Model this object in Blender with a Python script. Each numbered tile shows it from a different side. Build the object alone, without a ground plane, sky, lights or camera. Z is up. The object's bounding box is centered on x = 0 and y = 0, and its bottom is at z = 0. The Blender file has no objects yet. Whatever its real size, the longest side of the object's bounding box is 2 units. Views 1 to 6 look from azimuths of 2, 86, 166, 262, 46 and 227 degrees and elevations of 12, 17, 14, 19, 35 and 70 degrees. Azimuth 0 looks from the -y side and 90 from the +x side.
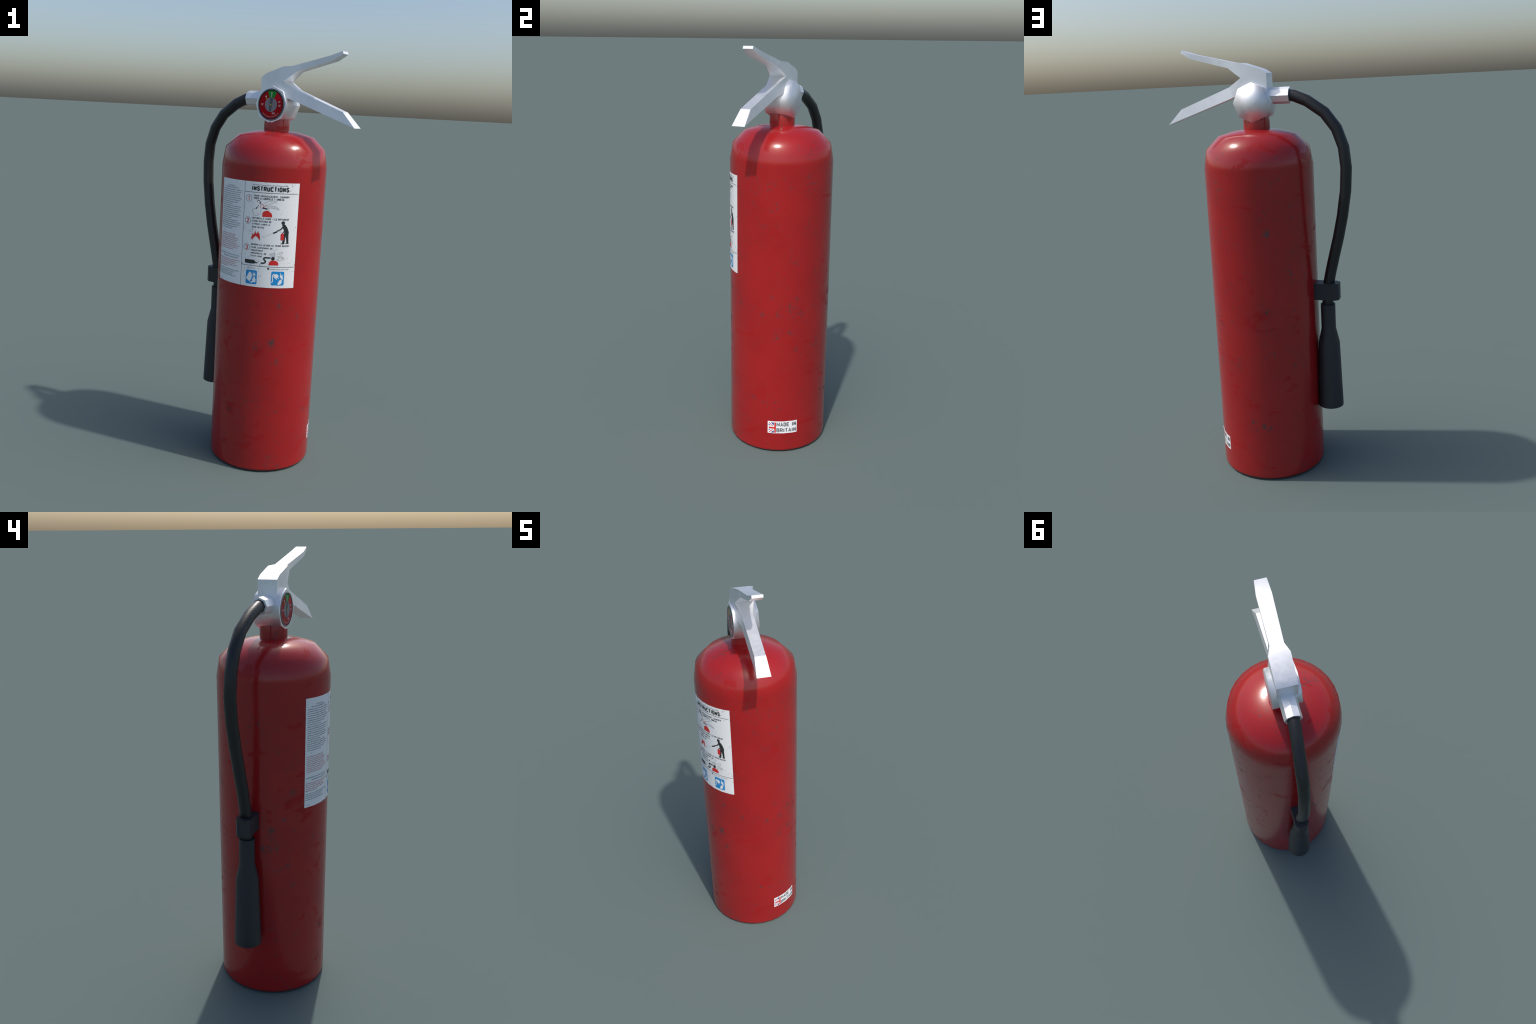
"""Red dry-powder fire extinguisher: steel tank, aluminium valve with squeeze lever,
dial gauge, rubber hose with clamp and discharge nozzle, instruction label, maker's sticker."""
import bpy, bmesh, math, random
from mathutils import Vector, Matrix

random.seed(7)
COL = bpy.context.scene.collection

# ------------------------------------------------------------------ frames
AXIS = Vector((-0.0044, -0.0017, 0.0))          # vertical axis of the tank
TANK = AXIS + Vector((0.0010, -0.0002, 0.0))      # the shell sits a hair off it
HEAD = math.radians(-31.7)                       # the levers point this way
P_DIR = Vector((math.cos(HEAD), math.sin(HEAD), 0))
W_DIR = Vector((-math.sin(HEAD), math.cos(HEAD), 0))


def hp(p, w, z):
    """Point in the head's frame: p along the levers, w across, z up."""
    return AXIS + P_DIR * p + W_DIR * w + Vector((0, 0, z))


# ------------------------------------------------------------------ materials
class Nodes:
    def __init__(self, name):
        self.mat = bpy.data.materials.new(name)
        self.mat.use_nodes = True
        self.t = self.mat.node_tree
        self.bsdf = self.t.nodes["Principled BSDF"]
        self.co = self.new("ShaderNodeTexCoord").outputs["Object"]

    def new(self, kind, **kw):
        n = self.t.nodes.new(kind)
        for k, v in kw.items():
            setattr(n, k, v)
        return n

    def link(self, a, b):
        self.t.links.new(a, b)

    def put(self, name, v):
        s = self.bsdf.inputs[name]
        if isinstance(v, (int, float)):
            s.default_value = v
        elif isinstance(v, tuple):
            s.default_value = (*v, 1.0)
        else:
            self.link(v, s)

    def noise(self, scale, detail=2.0, rough=0.5, stretch=None, shift=(0, 0, 0), distort=0.0):
        m = self.new("ShaderNodeMapping")
        m.inputs["Scale"].default_value = stretch or (1, 1, 1)
        m.inputs["Location"].default_value = shift
        self.link(self.co, m.inputs["Vector"])
        n = self.new("ShaderNodeTexNoise")
        n.inputs["Scale"].default_value = scale
        n.inputs["Detail"].default_value = detail
        n.inputs["Roughness"].default_value = rough
        n.inputs["Distortion"].default_value = distort
        self.link(m.outputs["Vector"], n.inputs["Vector"])
        return n.outputs["Fac"]

    def step(self, v, lo, hi, out0=0.0, out1=1.0):
        r = self.new("ShaderNodeMapRange", interpolation_type="SMOOTHSTEP")
        self.link(v, r.inputs["Value"])
        for k, x in zip(("From Min", "From Max", "To Min", "To Max"), (lo, hi, out0, out1)):
            r.inputs[k].default_value = x
        return r.outputs["Result"]

    def math(self, op, a, b):
        m = self.new("ShaderNodeMath", operation=op)
        for s, v in zip(m.inputs, (a, b)):
            if isinstance(v, (int, float)):
                s.default_value = v
            else:
                self.link(v, s)
        return m.outputs[0]

    def mix(self, f, a, b):
        m = self.new("ShaderNodeMix", data_type="RGBA")
        self.link(f, m.inputs["Factor"]) if not isinstance(f, (int, float)) else setattr(m.inputs["Factor"], "default_value", f)
        for k, v in (("A", a), ("B", b)):
            s = [i for i in m.inputs if i.name == k and i.type == "RGBA"][0]
            if isinstance(v, tuple):
                s.default_value = (*v, 1)
            else:
                self.link(v, s)
        return [o for o in m.outputs if o.type == "RGBA"][0]

    def bump(self, h, strength, dist):
        b = self.new("ShaderNodeBump")
        b.inputs["Strength"].default_value = strength
        b.inputs["Distance"].default_value = dist
        self.link(h, b.inputs["Height"])
        self.link(b.outputs["Normal"], self.bsdf.inputs["Normal"])

    def knocks(self):
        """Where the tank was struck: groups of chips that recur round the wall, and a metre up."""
        xyz = self.new("ShaderNodeSeparateXYZ")
        self.link(self.co, xyz.inputs[0])
        turn = self.math("ARCTAN2", xyz.outputs["Y"], xyz.outputs["X"])
        wrap = []
        for v, lo, hi in ((turn, math.radians(-45.0), math.radians(46.5)), (xyz.outputs["Z"], 0.4, 1.4)):
            m = self.new("ShaderNodeMath", operation="WRAP")
            self.link(v, m.inputs[0])
            m.inputs[1].default_value, m.inputs[2].default_value = hi, lo
            wrap.append(m.outputs[0])
        at = self.new("ShaderNodeCombineXYZ")
        self.link(self.math("MULTIPLY", wrap[0], 0.25), at.inputs["X"])
        self.link(wrap[1], at.inputs["Y"])
        total = None
        for deg, z, r in KNOCKS:
            d = self.new("ShaderNodeVectorMath", operation="DISTANCE")
            self.link(at.outputs[0], d.inputs[0])
            d.inputs[1].default_value = (math.radians(deg) * 0.25, z, 0)
            near = self.step(d.outputs["Value"], 0.0, r, 1.0, 0.0)
            total = near if total is None else self.math("MAXIMUM", total, near)
        return total

    def chips(self, density=0.0, struck=False):
        """Clustered specks where the coat is knocked off."""
        cluster = self.noise(11.0, 3.0, 0.55)
        speck = self.noise(170.0, 1.0, 0.5, distort=0.5)
        fleck = self.noise(105.0, 4.0, 0.72, shift=(3.1, 1.7, 0.4), distort=0.6)
        pull = self.math("MULTIPLY", self.math("SUBTRACT", cluster, 0.5), 0.42)
        if struck:
            pull = self.math("ADD", pull, self.math("MULTIPLY", self.knocks(), 0.115))
        a = self.step(self.math("ADD", speck, pull), 0.700 - density, 0.735 - density)
        b = self.step(self.math("ADD", fleck, self.math("MULTIPLY", pull, 1.2)), 0.702 - density, 0.722 - density)
        return self.math("MAXIMUM", self.math("MULTIPLY", a, 0.85), b)


KNOCKS = ((-9, 1.291, 0.030), (-16.5, 1.268, 0.032), (-23.5, 1.281, 0.026), (-36, 1.2995, 0.026), (17, 1.313, 0.022), (-9.7, 1.200, 0.030),
          (-14.4, 0.8455, 0.022), (2.9, 0.891, 0.022), (-25, 0.750, 0.030), (-15, 0.748, 0.030), (-8, 0.753, 0.030), (14.5, 0.840, 0.026),
          (-8.3, 0.639, 0.034), (7.5, 0.660, 0.034), (14.1, 0.567, 0.026), (13, 1.016, 0.030), (-42, 1.158, 0.020), (36.7, 0.786, 0.026))


def red_paint():
    n = Nodes("red_paint")
    chip = n.chips(struck=True)
    fade = n.noise(5.0, 3.0, 0.6, shift=(2, 0, 5))
    red = n.mix(n.step(fade, 0.3, 0.7), (0.305, 0.0105, 0.0118), (0.335, 0.0120, 0.0132))
    scuff = n.step(n.noise(6.0, 4.0, 0.6, stretch=(1, 1, 1.8), shift=(0, 4, 1), distort=0.7), 0.605, 0.625)
    red = n.mix(n.math("MULTIPLY", scuff, 0.012), red, (0.46, 0.06, 0.062))
    n.put("Base Color", n.mix(n.math("MULTIPLY", chip, 0.96), red, (0.035, 0.037, 0.040)))
    rough = n.math("ADD", 0.19, n.math("MULTIPLY", scuff, 0.16))
    n.put("Roughness", n.math("ADD", rough, n.math("MULTIPLY", chip, 0.3)))
    n.put("Specular IOR Level", n.math("SUBTRACT", 0.5, n.math("MULTIPLY", scuff, 0.27)))
    n.bump(n.math("SUBTRACT", 1.0, chip), 0.05, 0.0008)
    return n.mat


def aluminium():
    n = Nodes("cast_aluminium")
    grain = n.noise(70.0, 4.0, 0.6)
    smear = n.noise(9.0, 3.0, 0.6, shift=(1, 5, 2))
    pit = n.step(n.noise(95.0, 2.0, 0.5, shift=(7, 1, 3), distort=0.6), 0.70, 0.75)
    c = n.mix(n.step(smear, 0.35, 0.65), (0.81, 0.817, 0.83), (0.88, 0.886, 0.895))
    c = n.mix(n.math("MULTIPLY", pit, 0.45), c, (0.32, 0.33, 0.35))
    n.put("Base Color", c)
    n.put("Metallic", 0.95)
    n.put("Roughness", n.step(grain, 0.3, 0.7, 0.51, 0.58))
    n.bump(grain, 0.05, 0.001)
    return n.mat


def rubber(name, colour, rough, ribs=False):
    n = Nodes(name)
    dust = n.step(n.noise(14.0, 4.0, 0.6), 0.4, 0.7)
    n.put("Base Color", n.mix(n.math("MULTIPLY", dust, 0.25), colour, tuple(min(1, c * 1.7) for c in colour)))
    n.put("Roughness", n.math("ADD", rough, n.math("MULTIPLY", dust, 0.08)))
    if ribs:
        w = n.new("ShaderNodeTexWave", wave_type="BANDS", bands_direction="Z")
        w.inputs["Scale"].default_value = 42.0
        n.link(n.co, w.inputs["Vector"])
        n.bump(w.outputs["Fac"], 0.10, 0.001)
    else:
        n.bump(n.noise(240.0, 2.0), 0.06, 0.0006)
    return n.mat


def printed(name, colour, rough=0.38, worn=True):
    n = Nodes(name)
    if worn:
        chip = n.chips(-0.028)
        stain = n.step(n.noise(38.0, 4.0, 0.7, shift=(4, 2, 9)), 0.66, 0.74)
        c = n.mix(n.math("MULTIPLY", stain, 0.25), colour, tuple(c * 0.55 for c in colour))
        n.put("Base Color", n.mix(n.math("MULTIPLY", chip, 0.85), c, (0.09, 0.095, 0.09)))
    else:
        n.put("Base Color", colour)
    n.put("Roughness", rough)
    return n.mat


def plain(name, colour, rough, metal=0.0, gloss=0.5):
    n = Nodes(name)
    v = n.noise(60.0, 2.0)
    n.put("Base Color", n.mix(n.step(v, 0.3, 0.7), colour, tuple(c * 0.9 for c in colour)))
    n.put("Roughness", rough)
    n.put("Metallic", metal)
    n.put("Specular IOR Level", gloss)
    return n.mat


RED = red_paint()
ALU = aluminium()
HOSE = rubber("hose_rubber", (0.0085, 0.009, 0.010), 0.40, ribs=True)
PLASTIC = rubber("black_plastic", (0.016, 0.018, 0.023), 0.50)
PAPER = printed("label_paper", (0.81, 0.815, 0.82))
INK = printed("black_ink", (0.020, 0.024, 0.027), worn=False)
INK_GREY = printed("grey_ink", (0.085, 0.09, 0.095), worn=False)
INK_PALE = printed("pale_grey_ink", (0.26, 0.27, 0.28), worn=False)
INK_RED = printed("red_ink", (0.62, 0.022, 0.020), worn=False)
INK_PINK = printed("faded_red_ink", (0.58, 0.12, 0.12), worn=False)
INK_BLUE = printed("blue_ink", (0.012, 0.260, 0.620), worn=False)
INK_NAVY = printed("navy_ink", (0.020, 0.040, 0.240), worn=False)
STICKER = printed("sticker_film", (0.86, 0.87, 0.89), worn=False)
DIAL_RED = plain("dial_red", (0.36, 0.0012, 0.008), 0.12, gloss=0.16)
DIAL_GREEN = plain("dial_green", (0.012, 0.250, 0.026), 0.12, gloss=0.16)
DIAL_GREY = plain("dial_grey", (0.22, 0.205, 0.23), 0.3)
DIAL_MARK = plain("dial_white", (0.72, 0.72, 0.74), 0.35)
DIAL_YELLOW = plain("dial_yellow", (0.65, 0.45, 0.03), 0.35)
BEZEL = plain("bezel_dark_chrome", (0.030, 0.027, 0.032), 0.22, 1.0)
BEZEL_BRIGHT = plain("bezel_bright_chrome", (0.50, 0.49, 0.52), 0.28, 1.0)

# ------------------------------------------------------------------ thing
THING = bpy.data.objects.new("fire_extinguisher", None)
COL.objects.link(THING)
THING["label"] = "red fire extinguisher with aluminium valve, black hose and label"
THING["category"] = "fire extinguisher"


def add(name, bm, mat, parent=THING, angle=None, smooth=True, stuff=False, recalc=True):
    if recalc:
        bmesh.ops.recalc_face_normals(bm, faces=bm.faces)
    me = bpy.data.meshes.new(name)
    bm.to_mesh(me)
    bm.free()
    me.materials.append(mat)
    me.polygons.foreach_set("use_smooth", [smooth] * len(me.polygons))
    if angle is not None:
        me.set_sharp_from_angle(angle=math.radians(angle))
    ob = bpy.data.objects.new(name, me)
    COL.objects.link(ob)
    ob.parent = parent
    if stuff:
        ob["kind"] = "stuff"
    return ob


def skin(bm, rings, close=True, cap0=False, cap1=False):
    vs = [[bm.verts.new(c) for c in r] for r in rings]
    n = len(vs[0])
    for a, b in zip(vs, vs[1:]):
        for i in range(n if close else n - 1):
            bm.faces.new((a[i], a[(i + 1) % n], b[(i + 1) % n], b[i]))
    if cap0:
        bm.faces.new(vs[0][::-1])
    if cap1:
        bm.faces.new(vs[-1])
    return vs


def area_normals(ob):
    """Large faces keep their normals, so the straight wall stays straight up to its end."""
    me = ob.data
    acc = [Vector() for _ in me.vertices]
    for f in me.polygons:
        for i in f.vertices:
            acc[i] += f.normal * f.area
    me.normals_split_custom_set_from_vertices([v.normalized() for v in acc])


# ------------------------------------------------------------------ tank
SEG, PHASE, R_TANK = 32, math.radians(1.4), 0.2510


def lathe(profile, seg=SEG, phase=PHASE, centre=TANK):
    return [[centre + Vector((r * math.cos(phase + math.tau * i / seg), r * math.sin(phase + math.tau * i / seg), z))
             for i in range(seg)] for r, z in profile]


bm = bmesh.new()
skin(bm, lathe([(0.150, 0.006), (0.2450, 0.0065), (0.2495, 0.0085), (R_TANK, 0.018), (R_TANK, 1.474),
                (0.2372, 1.556), (0.1790, 1.6132), (0.105, 1.6330), (0.050, 1.6385)]), cap0=True, cap1=True)
tank = add("tank", bm, RED)
area_normals(tank)

bm = bmesh.new()
skin(bm, lathe([(0.0603, 1.622), (0.0603, 1.674), (0.0550, 1.702)]), cap0=True, cap1=True)
neck = add("neck", bm, RED, angle=50)
bm = bmesh.new()
skin(bm, lathe([(0.2400, 0.0), (0.2418, 0.0015), (0.2418, 0.0075)]), cap0=True, cap1=True)
add("dark_base_band", bm, plain("base_band_dark", (0.020, 0.022, 0.025), 0.6), angle=40)

# ------------------------------------------------------------------ valve: drum, block and levers
bm = bmesh.new()
DRUM_Z, DRUM_R = 1.7572, 0.0872
W_FRONT, W_BACK = -0.0590, 0.0605


def octagon(w, r):
    return [hp(r * math.sin(math.tau * i / 8), w, DRUM_Z + r * math.cos(math.tau * i / 8)) for i in range(8)]


rings = skin(bm, [octagon(W_FRONT, 0.0856), octagon(W_FRONT + 0.0016, DRUM_R), octagon(W_BACK, DRUM_R)], cap0=True)
hub = bm.verts.new(hp(0, W_BACK, DRUM_Z))
for i in range(8):
    bm.faces.new((rings[-1][i], rings[-1][(i + 1) % 8], hub))
drum = add("valve_drum", bm, ALU)
me = drum.data
for e in me.edges:                               # only the gauge seat has a crisp rim
    ws = [(me.vertices[v].co - AXIS).dot(W_DIR) for v in e.vertices]
    if max(ws) < W_FRONT + 0.004 and abs(ws[0] - ws[1]) < 1e-4:
        e.use_edge_sharp = True

# side outline of the casting: every corner is (p, z, half width)
B_LOW, B_BACK, B_CHAM, B_TOP = (-0.0704, 1.762, 0.043), (-0.0704, 1.882, 0.043), (-0.0420, 1.9003, 0.043), (0.0455, 1.9300, 0.0437)
NOTCH, B_CHIN, B_FOOT = (0.0510, 1.8655, 0.043), (0.0760, 1.7885, 0.043), (0.020, 1.745, 0.043)
U1T, U1B = (0.0855, 1.9343, 0.0280), (0.1145, 1.9112, 0.0280)
U2T, U2B = (0.2800, 1.9805, 0.0308), (0.2915, 1.9605, 0.0300)
U3T, U3B = (0.3350, 2.0000, 0.0248), (0.3388, 1.9882, 0.0248)
L1T, L1B = (0.1148, 1.8271, 0.0262), (0.1160, 1.7748, 0.0300)
L2T, L2B = (0.3572, 1.7386, 0.0248), (0.3572, 1.6933, 0.0300)
L3 = (0.4228, 1.6710, 0.0315)


def casting(name, quads_side, outer_pairs, end=None):
    """quads_side: side polygons; outer_pairs: outline edges bridged from side to side."""
    bm = bmesh.new()
    got = {}

    def v(c, s):
        k = (c, s)
        if k not in got:
            got[k] = bm.verts.new(hp(c[0], s * c[2], c[1]))
        return got[k]

    for q in quads_side:
        bm.faces.new([v(c, -1) for c in q])
        bm.faces.new([v(c, 1) for c in reversed(q)])
    for a, b in outer_pairs:
        bm.faces.new((v(a, -1), v(b, -1), v(b, 1), v(a, 1)))
    return add(name, bm, ALU, angle=34, recalc=False)


def fix(ob):
    """Point the faces outward although the piece is open where it joins its neighbour."""
    bm = bmesh.new()
    bm.from_mesh(ob.data)
    mid = sum((v.co for v in bm.verts), Vector()) / len(bm.verts)
    bmesh.ops.recalc_face_normals(bm, faces=bm.faces)
    if sum(f.normal.dot(f.calc_center_median() - mid) * f.calc_area() for f in bm.faces) < 0:
        bmesh.ops.reverse_faces(bm, faces=bm.faces)
    bm.to_mesh(ob.data)
    bm.free()
    CAST.append(ob)


CAST = []
fix(casting("valve_body", [(B_LOW, B_FOOT, B_CHIN, NOTCH, B_TOP, B_CHAM, B_BACK)],
            [(B_LOW, B_BACK), (B_BACK, B_CHAM), (B_CHAM, B_TOP), (B_CHIN, B_FOOT), (B_FOOT, B_LOW)]))
fix(casting("squeeze_lever", [(NOTCH, U1B, U1T, B_TOP), (U1B, U2B, U2T, U1T), (U2B, U3B, U3T, U2T)],
            [(B_TOP, U1T), (U1T, U2T), (U2T, U3T), (U3T, U3B), (U3B, U2B), (U2B, U1B), (U1B, NOTCH)]))
fix(casting("carry_handle", [(B_CHIN, L1B, L1T, NOTCH), (L1B, L2B, L2T, L1T), (L2B, L3, L2T)],
            [(NOTCH, L1T), (L1T, L2T), (L2T, L3), (L3, L2B), (L2B, L1B), (L1B, B_CHIN)]))

# one casting: shade the three pieces as one surface, crisp only at edges over 23 degrees
key = lambda c: tuple(round(x, 5) for x in c)
around = {}
for ob in CAST:
    for f in ob.data.polygons:
        for i in f.vertices:
            around.setdefault(key(ob.data.vertices[i].co), []).append((f.normal.copy(), f.area))
for ob in CAST:
    out = []
    for f in ob.data.polygons:
        for i in f.vertices:
            near = [n * a for n, a in around[key(ob.data.vertices[i].co)] if n.dot(f.normal) > math.cos(math.radians(23))]
            out.append(sum(near, Vector()).normalized())
    ob.data.normals_split_custom_set(out)

# hose connector: octagonal nut, corner up
CON_Z, CON_R, CON_END = 1.7822, 0.0368, -0.1630


def nut(p, r):
    return [hp(p, r * math.sin(math.tau * i / 8), CON_Z + r * math.cos(math.tau * i / 8)) for i in range(8)]


bm = bmesh.new()
skin(bm, [nut(-0.055, CON_R), nut(CON_END, CON_R), nut(CON_END, 0.0285), nut(CON_END + 0.012, 0.0285)], cap0=True, cap1=True)
add("hose_connector", bm, ALU, angle=30)

# ------------------------------------------------------------------ hose
HOSE_PATH = [(-0.150, 0.0000, 1.7835), (-0.180, 0.0010, 1.7790), (-0.2410, 0.0060, 1.7544), (-0.3195, 0.0125, 1.7010),
             (-0.3720, 0.0150, 1.6318), (-0.4015, 0.0165, 1.5500), (-0.4110, 0.0180, 1.4590), (-0.4050, 0.0150, 1.3570),
             (-0.3865, 0.0095, 1.2411), (-0.3645, 0.0045, 1.1414), (-0.3420, 0.0015, 1.0540), (-0.3238, 0.0005, 0.9800),
             (-0.3115, 0.0008, 0.9207), (-0.3045, 0.0010, 0.8700), (-0.3035, 0.0010, 0.8000)]
HOSE_R = 0.0258
pts = [hp(*q) for q in HOSE_PATH]
rings = []
for i, q in enumerate(pts):
    d0 = (q - pts[max(i - 1, 0)]).normalized() if i else (pts[1] - q).normalized()
    d1 = (pts[min(i + 1, len(pts) - 1)] - q).normalized() if i < len(pts) - 1 else d0
    t = (d0 + d1).normalized()
    side = (W_DIR - t * W_DIR.dot(t)).normalized()
    up = t.cross(side)
    wide = 1.0 / max(0.5, math.cos(d0.angle(d1) / 2))
    rings.append([q + side * (HOSE_R * math.cos(a)) + up * (HOSE_R * wide * math.sin(a))
                  for a in (math.tau * k / 14 for k in range(14))])
bm = bmesh.new()
skin(bm, rings, cap0=True, cap1=True)
add("hose", bm, HOSE, angle=60)

# clamp block that holds the hose to the tank
bm = bmesh.new()
outline = [(-0.236, 0.033), (-0.343, 0.033), (-0.3612, 0.0195), (-0.3612, -0.0195), (-0.343, -0.033), (-0.236, -0.033)]
skin(bm, [[hp(p, w + 0.0005, z) for p, w in outline] for z in (0.8436, 0.9220)], cap0=True, cap1=True)
add("hose_clamp", bm, PLASTIC, angle=30)

# discharge nozzle
bm = bmesh.new()
skin(bm, lathe([(0.012, 0.800), (0.0285, 0.800), (0.0285, 0.8180), (0.0345, 0.8180), (0.0345, 0.6990), (0.0508, 0.6270), (0.0608, 0.3068),
                (0.0540, 0.3068), (0.0460, 0.420), (0.012, 0.440)], seg=20, phase=0.1, centre=hp(-0.3035, 0.0010, 0)), cap0=True, cap1=True)
add("discharge_nozzle", bm, PLASTIC, angle=35)

# ------------------------------------------------------------------ gauge on the front of the drum
GZ = 1.7565


def gauge_pt(r, deg, lift):
    a = math.radians(deg)
    return hp(r * math.sin(a), W_FRONT - lift, GZ + r * math.cos(a))


GAUGE = None


def gauge_ring(name, prof, mat, parent, seg=48):
    bm = bmesh.new()
    skin(bm, [[gauge_pt(r, 360 * i / seg, l) for i in range(seg)] for r, l in prof])
    return add(name, bm, mat, parent, angle=40)


def gauge_sector(name, r0, r1, a0, a1, lift, mat, parent, stuff=False):
    bm = bmesh.new()
    k = max(2, int(abs(a1 - a0) / 6))
    loop = [(r1, a0 + (a1 - a0) * i / k) for i in range(k + 1)]
    loop += [(r0, a1 - (a1 - a0) * i / k) for i in range(k + 1)] if r0 > 0 else [(0, 0)]
    lo, hi = [[bm.verts.new(gauge_pt(r, a, l)) for r, a in loop] for l in (lift - 0.0004, lift)]
    n = len(lo)
    bm.faces.new(hi)
    for i in range(n):
        bm.faces.new((lo[i], lo[(i + 1) % n], hi[(i + 1) % n], hi[i]))
    return add(name, bm, mat, parent, smooth=False, stuff=stuff)


bm = bmesh.new()
skin(bm, [[gauge_pt(r, 7.5 * i, l) for i in range(48)] for r, l in ((0.066, -0.002), (0.066, 0.0008))], cap1=True)
dial = add("gauge_dial", bm, DIAL_RED, angle=40)
gauge_ring("gauge_bezel", [(0.0728, -0.001), (0.0728, 0.0008), (0.0720, 0.0014), (0.0706, 0.0014)], BEZEL, dial)
gauge_ring("gauge_bezel", [(0.0706, 0.0014), (0.0696, 0.0018), (0.0686, 0.0014)], BEZEL_BRIGHT, dial)
gauge_ring("gauge_bezel", [(0.0686, 0.0014), (0.0660, 0.0013), (0.0636, 0.0009), (0.0636, 0.0)], BEZEL, dial)
gauge_sector("green_zone", 0.030, 0.0632, -17.5, 28.5, 0.0012, DIAL_GREEN, dial)
bm = bmesh.new()
skin(bm, [[gauge_pt(r, 10 * i, l) for i in range(36)] for r, l in ((0.0333, 0.0004), (0.0333, 0.0015))], cap1=True)
add("gauge_hub_plate", bm, DIAL_GREY, dial, angle=40)
# needle: broad tapering pointer with a short dark tail
bm = bmesh.new()
needle = [(0.0310, -11), (0.0318, 5), (0.0310, 22), (0.0060, 60), (0.0190, 172), (0.0310, 176), (0.0312, 196), (0.0120, 212), (0.0060, -70)]
tri = [[bm.verts.new(gauge_pt(r, a, l)) for r, a in needle] for l in (0.0016, 0.0026)]
bm.faces.new(tri[1])
for i in range(len(needle)):
    j = (i + 1) % len(needle)
    bm.faces.new((tri[0][i], tri[0][j], tri[1][j], tri[1][i]))
add("gauge_needle", bm, plain("needle_grey", (0.075, 0.08, 0.095), 0.4), dial, smooth=False)
gauge_sector("painted_dial_glare", 0.0333, 0.0632, 29.0, 66.0, 0.0011, plain("dial_red_glare_tint", (0.56, 0.0015, 0.020), 0.12, gloss=0.16), dial)  # glare at the dial's upper right, drawn as a lighter red sector
gauge_sector("needle_pivot", 0, 0.0035, 0, 360, 0.0031, DIAL_YELLOW, dial)
gauge_sector("gauge_tick", 0.0285, 0.0420, -45.5, -39.5, 0.0016, DIAL_YELLOW, dial)
gauge_sector("gauge_tick", 0.0435, 0.0490, -41.5, -33.0, 0.0016, DIAL_MARK, dial)
gauge_sector("gauge_tick", 0.0415, 0.0520, 71.0, 75.5, 0.0016, DIAL_MARK, dial)


def dial_marks(rows, parent):
    """Little strokes standing for the unreadable numerals: (p, z, width, height)."""
    bm = bmesh.new()
    for p, z, w, h in rows:
        lo, hi = [[bm.verts.new(hp(p + a * w / 2, W_FRONT - l, GZ + z + b * h / 2)) for a, b in ((-1, -1), (1, -1), (1, 1), (-1, 1))]
                  for l in (0.0012, 0.0017)]
        bm.faces.new(hi)
        for i in range(4):
            bm.faces.new((lo[i], lo[(i + 1) % 4], hi[(i + 1) % 4], hi[i]))
    add("gauge_numerals", bm, DIAL_MARK, parent, smooth=False, stuff=True)


rows = [(0.0022, 0.0525, 0.0105, 0.0012), (0.0022, 0.0490, 0.0085, 0.0010), (0.0022, 0.0550, 0.0085, 0.0010),
        (0.0022, 0.0400, 0.0026, 0.0120), (0.0022, 0.0452, 0.0070, 0.0014), (0.0022, 0.0310, 0.0075, 0.0012), (0.0022, 0.0285, 0.0075, 0.0012)]
for cx, cz, k in ((-0.0480, 0.0, 3), (0.0468, -0.004, 3)):
    for i in range(k):
        x = cx + (i - (k - 1) / 2) * 0.0040
        rows += [(x, cz, 0.0011, 0.0095), (x + 0.0013, cz + 0.0038 - 0.0036 * (i % 2), 0.0020, 0.0013)]
for i in range(4):
    x = 0.0090 + i * 0.0046
    rows += [(x, -0.0395, 0.0012, 0.0085), (x + 0.0015, -0.0360 - 0.0035 * (i % 2), 0.0024, 0.0013)]
for i in range(17):
    a = math.radians(-132 - i * 6)
    rows += [(0.0562 * math.sin(a), 0.0562 * math.cos(a), 0.0022 + 0.0012 * (i % 3), 0.0016 + 0.0008 * (i % 2))]
dial_marks(rows, dial)

# ------------------------------------------------------------------ printing wrapped on the tank wall
STEP = 360.0 / SEG
PHASE_DEG = math.degrees(PHASE)


def wall(deg, z, lift):
    """Point on the faceted wall at an angle and height, lifted off it."""
    k = math.floor((deg - PHASE_DEG) / STEP)
    a0, a1 = (math.radians(PHASE_DEG + (k + i) * STEP) for i in (0, 1))
    c0, c1 = Vector((math.cos(a0), math.sin(a0), 0)), Vector((math.cos(a1), math.sin(a1), 0))
    a = math.radians(deg)
    d = Vector((math.cos(a), math.sin(a), 0))
    n = (c0 + c1).normalized()
    r = R_TANK * c0.dot(n) / d.dot(n)
    return TANK + d * (r + lift) + Vector((0, 0, z))


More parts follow.
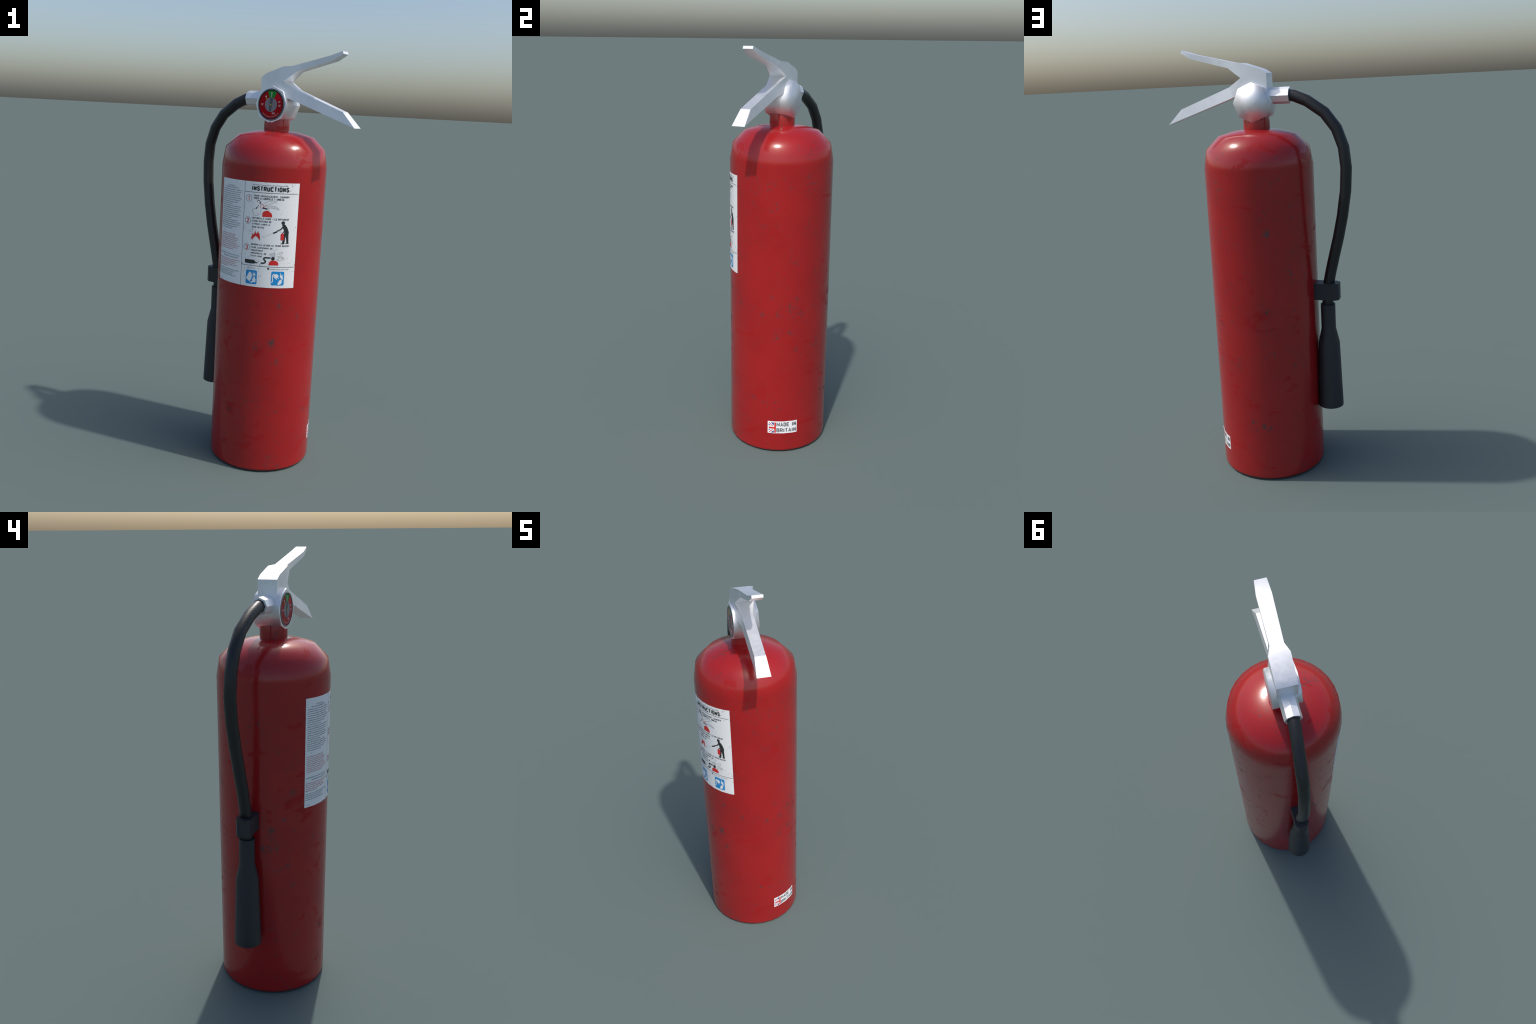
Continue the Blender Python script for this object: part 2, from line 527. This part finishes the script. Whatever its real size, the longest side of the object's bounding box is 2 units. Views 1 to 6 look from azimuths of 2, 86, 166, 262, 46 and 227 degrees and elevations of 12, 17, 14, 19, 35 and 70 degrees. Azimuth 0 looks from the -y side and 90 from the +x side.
BOWL = [(1, 0.80), (0.95, 0.92), (0.75, 1), (0.25, 1), (0.05, 0.92), (0, 0.80), (0, 0.20), (0.05, 0.08), (0.25, 0), (0.75, 0), (0.95, 0.08), (1, 0.20)]
GLYPHS = {
    "A": [[(0, 0), (0.5, 1), (1, 0)], [(0.2, 0.3), (0.8, 0.3)]], "B": [[(0, 0), (0, 1), (0.7, 1), (0.95, 0.88), (0.95, 0.64), (0.7, 0.53), (0, 0.53)], [(0.7, 0.53), (1, 0.4), (1, 0.13), (0.75, 0), (0, 0)]],
    "C": [BOWL], "D": [[(0, 0), (0, 1), (0.6, 1), (0.93, 0.85), (1, 0.7), (1, 0.3), (0.93, 0.15), (0.6, 0), (0, 0)]], "E": [[(1, 1), (0, 1), (0, 0), (1, 0)], [(0, 0.52), (0.85, 0.52)]],
    "F": [[(1, 1), (0, 1), (0, 0)], [(0, 0.52), (0.85, 0.52)]], "G": [BOWL + [(1, 0.5), (0.55, 0.5)]], "H": [[(0, 0), (0, 1)], [(1, 0), (1, 1)], [(0, 0.52), (1, 0.52)]], "I": [[(0.5, 0), (0.5, 1)]],
    "L": [[(0, 1), (0, 0), (1, 0)]], "M": [[(0, 0), (0, 1), (0.5, 0.25), (1, 1), (1, 0)]], "N": [[(0, 0), (0, 1)], [(0, 1), (1, 0)], [(1, 0), (1, 1)]], "O": [BOWL + [(1, 0.80)]],
    "P": [[(0, 0), (0, 1), (0.7, 1), (1, 0.88), (1, 0.58), (0.7, 0.46), (0, 0.46)]], "R": [[(0, 0), (0, 1), (0.7, 1), (1, 0.88), (1, 0.6), (0.7, 0.48), (0, 0.48)], [(0.6, 0.48), (1, 0)]],
    "S": [[(1, 0.78), (0.92, 0.92), (0.7, 1), (0.3, 1), (0.05, 0.9), (0.02, 0.7), (0.2, 0.57), (0.8, 0.43), (0.98, 0.3), (0.95, 0.1), (0.7, 0), (0.3, 0), (0.08, 0.08), (0, 0.22)]],
    "T": [[(0, 1), (1, 1)], [(0.5, 1), (0.5, 0)]], "U": [[(0, 1), (0, 0.2), (0.05, 0.08), (0.25, 0), (0.75, 0), (0.95, 0.08), (1, 0.2), (1, 1)]], "V": [[(0, 1), (0.5, 0), (1, 1)]],
    "Z": [[(0, 1), (1, 1), (0, 0), (1, 0)]], "1": [[(0, 0.72), (0.7, 1), (0.7, 0)]], "2": [[(0, 0.78), (0.1, 0.94), (0.4, 1), (0.75, 0.97), (0.97, 0.8), (0.9, 0.58), (0, 0), (1, 0)]],
    "3": [[(0, 0.82), (0.25, 0.99), (0.7, 0.99), (0.95, 0.85), (0.92, 0.63), (0.6, 0.53), (0.35, 0.53)], [(0.6, 0.53), (0.97, 0.38), (1, 0.17), (0.7, 0.01), (0.25, 0.01), (0, 0.18)]],
    ".": [[(0.5, 0), (0.5, 0.12)]], "'": [[(0.5, 0.75), (0.5, 1)]], "/": [[(0, 0), (1, 1)]], "-": [[(0, 0.48), (1, 0.48)]]}
GLYPHS["\u00c0"] = [[(0, 0), (0.5, 0.82), (1, 0)], [(0.2, 0.26), (0.8, 0.26)], [(0.3, 1.12), (0.55, 0.98)]]


class Print:
    """Flat shapes in (degrees, height), cut at the wall's facets and wrapped on to it."""

    def __init__(self):
        self.bm = bmesh.new()
        self.layer = 0

    def poly(self, pts):
        """Each shape lies a hair above the last, so that none share a plane."""
        self.layer = (self.layer + 1) % 14
        h = self.layer * 1.5e-5
        self.bm.faces.new([self.bm.verts.new((x, z, h)) for x, z in pts])
        return self

    def box(self, a0, a1, z0, z1):
        return self.poly([(a0, z0), (a1, z0), (a1, z1), (a0, z1)])

    def round_box(self, a0, a1, z0, z1, r):
        ra = r / DEG
        pts = []
        for cx, cz, s in ((a1 - ra, z1 - r, 0), (a0 + ra, z1 - r, 90), (a0 + ra, z0 + r, 180), (a1 - ra, z0 + r, 270)):
            pts += [(cx + ra * math.cos(math.radians(s + t)), cz + r * math.sin(math.radians(s + t))) for t in (0, 30, 60, 90)]
        return self.poly(pts)

    def disc(self, a, z, r, n=20, rz=None):
        return self.poly([(a + r / DEG * math.cos(math.tau * i / n), z + (rz or r) * math.sin(math.tau * i / n)) for i in range(n)])

    def ring(self, a, z, r, t, n=28):
        return self.stroke([(a + r / DEG * math.cos(math.tau * i / n), z + r * math.sin(math.tau * i / n)) for i in range(n + 1)], t)

    def stroke(self, pts, t, t1=None):
        """Ribbon of width t (metres) along a line; t1 is the width at its end."""
        P = [Vector((x * DEG, z)) for x, z in pts]
        L, R = [], []
        for i, p in enumerate(P):
            a, b = P[max(i - 1, 0)], P[min(i + 1, len(P) - 1)]
            d0, d1 = (p - a if i else b - p).normalized(), (b - p if i < len(P) - 1 else p - a).normalized()
            d = (d0 + d1).normalized() if (d0 + d1).length > 1e-6 else d0
            h = (t + ((t1 if t1 is not None else t) - t) * i / (len(P) - 1)) / 2
            n = Vector((-d.y, d.x)) * h / max(0.45, d.dot(d0))
            L.append(p + n)
            R.append(p - n)
        for a, b, c, e in zip(L, L[1:], R[1:], R):
            self.poly([(q.x / DEG, q.y) for q in (e, c, b, a)])
        return self

    def text(self, body, a0, a1, z0, z1, pen):
        """Condensed sans lettering drawn with a pen of the given width (metres) to fill a box."""
        wide = {"I": 0.16, "1": 0.45, "M": 1.25, ".": 0.14, "'": 0.14, " ": 0.45, "-": 0.55}
        pa = pen / DEG
        loose = 0.17 * (len(body) - 1)
        unit = (a1 - a0 - pa * len(body)) / (sum(wide.get(c, 0.9) for c in body) + loose)
        gap = 0.17 + pa / unit
        x = a0 + pa / 2
        lo, hi = z0 + pen / 2, z1 - pen / 2
        for c in body:
            w = wide.get(c, 0.9) * unit
            for line in GLYPHS.get(c, ()):
                self.stroke([(x + px * w, lo + pz * (hi - lo)) for px, pz in line], pen)
            x += w + gap * unit
        return self

    def small_print(self, a0, a1, z, h, rnd):
        """A line too small to read: strokes of letter size in words."""
        x = a0
        while x < a1 - 0.5:
            word = rnd.randint(2, 8)
            for _ in range(word):
                w = rnd.uniform(0.22, 0.42)
                if x + w > a1:
                    break
                top = h * rnd.choice((0.62, 0.68, 0.72, 1.0))
                kind = rnd.random()
                if kind < 0.45:
                    self.box(x, x + 0.20, z, z + top)
                    self.box(x + 0.20, x + w, z + top * 0.66, z + top)
                elif kind < 0.75:
                    self.box(x, x + w, z, z + top * 0.34)
                    self.box(x, x + 0.20, z + top * 0.34, z + top)
                else:
                    self.box(x, x + w, z, z + top * 0.30)
                    self.box(x, x + w, z + top * 0.62, z + top * 0.92)
                x += w + 0.14
            x += 0.38
        return self

    def make(self, name, mat, lift, parent, thick=0.0, stuff=False):
        bm = self.bm
        xs = [v.co.x for v in bm.verts]
        k = math.ceil((min(xs) - PHASE_DEG) / STEP)
        while PHASE_DEG + k * STEP < max(xs):
            bmesh.ops.bisect_plane(bm, geom=bm.verts[:] + bm.edges[:] + bm.faces[:], dist=1e-7,
                                   plane_co=(PHASE_DEG + k * STEP, 0, 0), plane_no=(1, 0, 0))
            k += 1
        for f in bm.faces:
            f.normal_update()
            if f.normal.z < 0:
                f.normal_flip()
        if thick:
            rim = [e for e in bm.edges if e.is_boundary]
            ext = bmesh.ops.extrude_edge_only(bm, edges=rim)
            for v in [g for g in ext["geom"] if isinstance(g, bmesh.types.BMVert)]:
                v.co.z = -1.0
        flat = [v.co.copy() for v in bm.verts]
        for v, c in zip(bm.verts, flat):
            v.co = wall(c.x, c.y, lift + c.z if c.z > -0.5 else lift - thick)
        ob = add(name, bm, mat, parent, recalc=False, stuff=stuff)
        ob.data.normals_split_custom_set_from_vertices(
            [Vector((math.cos(math.radians(c.x)), math.sin(math.radians(c.x)), 0)) for c in flat])
        return ob


DEG = R_TANK * math.pi / 180
A0, A1, Z0, Z1 = -157.4, -61.4, 0.9290, 1.4142
PAPER_LIFT, INK_LIFT, OVER_LIFT = 0.0008, 0.0012, 0.0016
label = Print().box(A0, A1, Z0, Z1).make("instruction_label", PAPER, PAPER_LIFT, tank, thick=0.0012)

Print().text("INSTRUCTIONS", -112.0, -72.8, 1.3735, 1.3953, 0.0052).make("label_heading", INK, INK_LIFT, label)
rules = Print().box(-120.3, -119.95, Z0, Z1).box(-120.1, -63.0, 1.3655, 1.3676).box(-120.0, -61.8, 1.0274, 1.0295)
for z in (1.3380, 1.2366, 1.1122):
    rules.ring(-114.8, z, 0.0148, 0.0016)
rules.ring(-112.0, 1.0172, 0.0040, 0.0012)
rules.make("label_rule", INK_GREY, INK_LIFT, label)
for body, z in (("1", 1.3380), ("2", 1.2366), ("3", 1.1122)):
    half = 0.85 if body == "1" else 1.30
    Print().text(body, -114.8 - half, -114.8 + half, z - 0.0102, z + 0.0102, 0.0036).make("step_number", INK_RED, INK_LIFT, label)

lines = Print()
for body, a0, a1, z0, z1 in (
        ("TENIR VERTICALEMENT. TOURNER", -109.8, -72.0, 1.3472, 1.3556), ("TIRER LA GOUPILLE \u00c0 ANNEAU.", -109.7, -77.0, 1.3352, 1.3450),
        ("RETIRER LA LANCE / LE DIFFUSEUR", -109.7, -71.4, 1.2455, 1.2540), ("D'UNE DISTANCE DE", -109.7, -89.5, 1.2324, 1.2402),
        ("3 PIEDS. VISER LA", -109.6, -90.7, 1.2192, 1.2268), ("BASE DU FEU.", -109.6, -96.4, 1.2048, 1.2125),
        ("SERRER LE LEVIER LE TENIR OUVERT.", -110.0, -68.3, 1.1236, 1.1320), ("FAIRE LENTEMENT UN", -109.9, -87.0, 1.1104, 1.1180),
        ("MOUVEMENT", -109.7, -96.4, 1.0974, 1.1046), ("HORIZONTAL DE", -109.8, -92.8, 1.0842, 1.0914),
        ("VA-ET-VIENT.", -109.8, -96.5, 1.0712, 1.0784)):
    lines.text(body, a0, a1, z0, z1, 0.0019)
lines.make("label_lettering", INK_GREY, INK_LIFT, label)

rnd = random.Random(11)
small = Print()
small.small_print(-111.0, -73.8, 1.3985, 0.0058, rnd)
small.small_print(-144.0, -132.4, 1.3835, 0.0052, rnd).small_print(-150.6, -127.4, 1.3745, 0.0054, rnd)
z, i = 1.3640, 0
while z > 1.180:
    end = -123.5 - rnd.choice((0, 0.5, 1.5, 3, 5)) - (8 if i in (7, 14) else 0) - (9 if z < 1.188 else 0)
    small.small_print(-155.2, end, z, 0.0050, rnd)
    z -= 0.00945
    i += 1
small.small_print(-156.2, -123.2, 1.0612, 0.0056, rnd).small_print(-149.0, -125.2, 1.0500, 0.0056, rnd)
for i, end in enumerate((-123.0, -128.5, -131.0, -127.0)):
    small.small_print(-156.2, end, 0.9880 - i * 0.0088, 0.0048, rnd)
small.small_print(-155.2, -150.6, 0.9375, 0.0034, rnd)
small.small_print(-110.0, -103.7, 1.0146, 0.0046, rnd).small_print(-88.6, -68.4, 1.0160, 0.0050, rnd)
small.make("small_print", printed("faint_ink", (0.15, 0.16, 0.165), worn=False), INK_LIFT, label, stuff=True)
small = Print()
for i, end in enumerate((-129.4, -131.5, -126.0, -127.5, -128.0, -126.5, -123.5, -126.0, -131.4)):
    small.small_print(-155.6, end, 1.1570 - i * 0.00865, 0.0050, rnd)
for i, end in enumerate((-122.8, -126.0, -128.5, -126.0, -139.5)):
    small.small_print(-156.2, end, 1.0366 - i * 0.00850, 0.0050, rnd)
small.make("small_print", INK_PINK, INK_LIFT, label, stuff=True)

# step 1: pull the pin
Print().poly([(-99.4, 1.2580), (-89.1, 1.2585), (-89.3, 1.2690), (-90.2, 1.2775), (-92.2, 1.2820), (-92.6, 1.2862), (-95.7, 1.2868),
              (-98.2, 1.2825), (-99.3, 1.2740)][::1]).make("extinguisher_pictogram", INK_RED, INK_LIFT, label)
Print().stroke([(-101.6, 1.2950), (-102.1, 1.3040), (-100.8, 1.3163), (-98.9, 1.3130), (-98.7, 1.3035)], 0.0018).stroke(
    [(-94.8, 1.3140), (-98.8, 1.3000)], 0.0020).disc(-98.9, 1.2990, 0.0030).make("pin_pictogram", INK_RED, INK_LIFT, label)
Print().stroke([(-105.4, 1.3235), (-104.9, 1.3300), (-103.8, 1.3322), (-102.5, 1.3280), (-102.1, 1.3215)], 0.0026).poly(
    [(-103.2, 1.3225), (-101.1, 1.3215), (-102.4, 1.3140)]).stroke([(-103.6, 1.3105), (-105.7, 1.2975)], 0.0022).poly(
    [(-106.9, 1.2920), (-105.2, 1.2930), (-105.9, 1.3000)]).stroke([(-99.6, 1.2985), (-94.2, 1.2945)], 0.0055).make("arrow_pictogram", INK, INK_LIFT, label)
hand = Print()
hand.stroke([(-103.8, 1.2998), (-110.1, 1.2885), (-109.6, 1.2740), (-108.4, 1.2620), (-104.5, 1.2625), (-101.9, 1.2690), (-101.2, 1.2860), (-99.7, 1.2955)], 0.0012)
hand.stroke([(-105.0, 1.2760), (-103.6, 1.2700), (-104.8, 1.2670)], 0.0010).stroke([(-98.2, 1.3195), (-94.0, 1.3290), (-86.2, 1.3315), (-84.9, 1.3280), (-90.3, 1.3215), (-97.2, 1.3080)], 0.0012)
hand.stroke([(-95.9, 1.3025), (-91.0, 1.3110), (-86.7, 1.3085), (-83.6, 1.3010), (-82.0, 1.2925), (-85.5, 1.2970), (-90.0, 1.3010), (-94.0, 1.3000)], 0.0012)
for i in range(5):
    hand.stroke([(-90.8 + i * 1.6, 1.3085 - i * 0.0016), (-89.6 + i * 1.6, 1.3015 - i * 0.0016)], 0.0008)
hand.stroke([(-95.0, 1.2940), (-95.2, 1.2870)], 0.0012).stroke([(-93.0, 1.3000), (-92.6, 1.2870)], 0.0010)
# step 3: squeeze and sweep
for i in range(6):
    hand.stroke([(-89.6 + i * 1.05, 1.0900 + i * 0.0012), (-88.4 + i * 0.85, 1.0760)], 0.0010)
hand.stroke([(-89.8, 1.0875), (-84.0, 1.0962), (-83.7, 1.0740)], 0.0010).stroke([(-85.3, 1.0990), (-83.4, 1.1090), (-81.0, 1.1136)], 0.0009)
hand.stroke([(-82.0, 1.0850), (-80.5, 1.0945), (-76.3, 1.1010), (-76.1, 1.0920), (-80.0, 1.0885)], 0.0011)
hand.stroke([(-82.0, 1.0776), (-78.6, 1.0817), (-75.5, 1.0760), (-73.6, 1.0668), (-76.0, 1.0690), (-77.0, 1.0600), (-80.9, 1.0588), (-82.2, 1.0680)], 0.0011)
for i in range(5):
    hand.stroke([(-80.6 + i * 1.1, 1.0790 - i * 0.0014), (-79.8 + i * 1.1, 1.0715 - i * 0.0010)], 0.0009)
hand.stroke([(-80.6, 1.0720), (-80.0, 1.0650)], 0.0020)
for i in range(4):
    hand.stroke([(-104.5 + i * 0.9, 1.0375 + i * 0.001), (-101.2 + i * 0.7, 1.0470 + i * 0.003)], 0.0009)
hand.stroke([(-105.0, 1.0590), (-103.0, 1.0530), (-100.0, 1.0600)], 0.0009)
# spray
for i in range(10):
    t = i / 9
    hand.stroke([(-98.6 + 10.6 * t, 1.1620 + 0.0225 * t - 0.004 * (1 - t) * (i % 3 - 1)), (-97.7 + 10.4 * t, 1.1638 + 0.0215 * t - 0.004 * (1 - t) * (i % 3 - 1))], 0.0012)
hand.stroke([(-83.0, 1.1955), (-80.0, 1.1950), (-78.0, 1.1880)], 0.0010)
hand.make("line_drawing", INK_PALE, INK_LIFT, label)

# step 2: fire, man and extinguisher
Print().poly([(-108.9, 1.1480), (-110.3, 1.1560), (-109.8, 1.1660), (-109.4, 1.1610), (-108.9, 1.1820), (-107.9, 1.1700), (-107.2, 1.1850), (-106.5, 1.1740), (-105.9, 1.1950),
              (-104.7, 1.1760), (-103.6, 1.1900), (-103.2, 1.1790), (-101.9, 1.1925), (-102.0, 1.1790), (-101.3, 1.1800), (-100.4, 1.1590), (-101.0, 1.1465),
              (-102.0, 1.1560), (-103.3, 1.1620), (-104.4, 1.1650), (-105.5, 1.1680), (-106.5, 1.1630), (-107.6, 1.1590), (-108.4, 1.1540)]).make("flame_pictogram", INK_RED, INK_LIFT, label)
man = Print()
man.disc(-77.2, 1.2345, 0.0082)
man.poly([(-78.1, 1.2280), (-76.2, 1.2300), (-74.6, 1.2250), (-72.8, 1.2150), (-71.4, 1.2030), (-70.5, 1.1900), (-70.8, 1.1790), (-76.0, 1.1790), (-75.4, 1.1920), (-76.2, 1.2020), (-77.4, 1.2120), (-78.0, 1.2220)])
man.stroke([(-76.8, 1.2180), (-79.4, 1.2040), (-82.8, 1.1975), (-83.8, 1.1925)], 0.0058, 0.0038)
man.stroke([(-83.0, 1.1935), (-87.1, 1.1858)], 0.0066)
man.poly([(-76.0, 1.1800), (-70.8, 1.1800), (-70.3, 1.1405), (-72.4, 1.1395), (-73.3, 1.1650), (-73.9, 1.1740), (-74.8, 1.1385), (-77.4, 1.1385)])
man.box(-78.7, -75.0, 1.1368, 1.1400).box(-73.7, -70.0, 1.1384, 1.1412)
man.stroke([(-75.6, 1.1960), (-77.4, 1.1860)], 0.0050)
# step 3: horn, bent hose and cap
man.poly([(-116.2, 1.0556), (-116.0, 1.0376), (-106.2, 1.0376), (-103.8, 1.0420), (-102.3, 1.0428), (-102.3, 1.0468), (-104.0, 1.0472), (-105.9, 1.0558)])
man.stroke([(-98.4, 1.0440), (-95.6, 1.0442), (-94.0, 1.0470), (-93.4, 1.0540), (-94.6, 1.0590), (-95.5, 1.0640), (-95.0, 1.0690), (-93.6, 1.0708), (-88.4, 1.0706)], 0.0066)
man.disc(-85.8, 1.0680, 0.0085).disc(-90.2, 1.0195, 0.0046)
man.make("figure_pictogram", INK, INK_LIFT, label)
Print().round_box(-79.1, -75.6, 1.1545, 1.1850, 0.0035).poly(
    [(-89.9, 1.0370), (-79.8, 1.0372), (-80.0, 1.0480), (-81.5, 1.0555), (-82.9, 1.0570), (-83.2, 1.0592), (-87.4, 1.0592), (-88.6, 1.0560), (-89.7, 1.0490)]).make(
    "extinguisher_pictogram", INK_RED, OVER_LIFT, label)

# class symbols
Print().round_box(-114.1, -101.8, 0.9412, 1.0068, 0.0065).round_box(-86.7, -72.8, 0.9425, 1.0078, 0.0065).make("symbol_square", INK_BLUE, INK_LIFT, label)
sym = Print()
sym.poly([(-110.0, 1.0000), (-113.7, 0.9665), (-109.7, 0.9525), (-107.9, 0.9640), (-107.1, 0.9790), (-107.7, 0.9930)])
sym.poly([(-109.4, 0.9480), (-106.6, 0.9560), (-106.4, 0.9720), (-105.6, 0.9660), (-105.2, 0.9840), (-104.7, 0.9740), (-103.6, 0.9780), (-103.8, 0.9640), (-102.5, 0.9660), (-103.2, 0.9560), (-102.6, 0.9500), (-105.0, 0.9520), (-107.2, 0.9470)])
sym.poly([(-106.4, 0.9760), (-106.2, 0.9960), (-105.6, 0.9880), (-105.1, 1.0030), (-104.6, 0.9900), (-103.8, 0.9980), (-103.4, 0.9830), (-104.5, 0.9800), (-105.5, 0.9870)])
sym.stroke([(-86.3, 0.9555), (-85.2, 0.9590), (-84.9, 0.9680), (-85.3, 0.9800), (-85.0, 0.9905), (-84.0, 0.9945), (-82.6, 0.9930)], 0.0042)
sym.disc(-81.6, 0.9860, 0.0115, rz=0.0100).stroke([(-80.4, 0.9820), (-78.7, 0.9745)], 0.0030).stroke([(-82.0, 0.9770), (-80.6, 0.9690)], 0.0030)
sym.poly([(-76.6, 0.9780), (-77.8, 0.9870), (-77.0, 0.9920), (-77.6, 1.0050), (-76.4, 0.9960), (-76.0, 0.9880), (-74.9, 0.9960), (-74.2, 0.9800), (-74.4, 0.9660), (-75.2, 0.9700)])
sym.poly([(-79.6, 0.9500), (-78.2, 0.9640), (-76.8, 0.9705), (-75.4, 0.9680), (-74.9, 0.9600), (-75.8, 0.9500), (-77.6, 0.9460), (-79.3, 0.9455)])
sym.make("symbol_shape", PAPER, OVER_LIFT, label)

# ------------------------------------------------------------------ origin sticker
st = Print().box(-16.65, 17.95, 0.1080, 0.1762).make("origin_sticker", STICKER, PAPER_LIFT, tank, thick=0.0012)
Print().text("MADE IN", -6.4, 16.9, 0.1466, 0.1704, 0.0050).text("BRITAIN", -6.35, 17.0, 0.1140, 0.1378, 0.0050).make("sticker_lettering", printed("slate_ink", (0.125, 0.135, 0.135), worn=False), INK_LIFT, st)
flag = Print().box(-8.85, -6.95, 0.1120, 0.1705).box(-15.3, -8.85, 0.1347, 0.1442)
flag.stroke([(-15.2, 0.1692), (-10.4, 0.1492)], 0.0036).stroke([(-15.2, 0.1130), (-10.4, 0.1300)], 0.0036)
flag.make("flag_stripe", INK_RED, INK_LIFT, st)
Print().poly([(-12.8, 0.1700), (-9.4, 0.1700), (-9.4, 0.1535)][::-1]).poly([(-15.45, 0.1620), (-15.45, 0.1520), (-13.3, 0.1520)]).poly(
    [(-15.45, 0.1308), (-15.45, 0.1235), (-13.0, 0.1308)]).poly([(-9.4, 0.1262), (-12.8, 0.1118), (-9.4, 0.1118)]).make("flag_field", INK_NAVY, INK_LIFT, st)
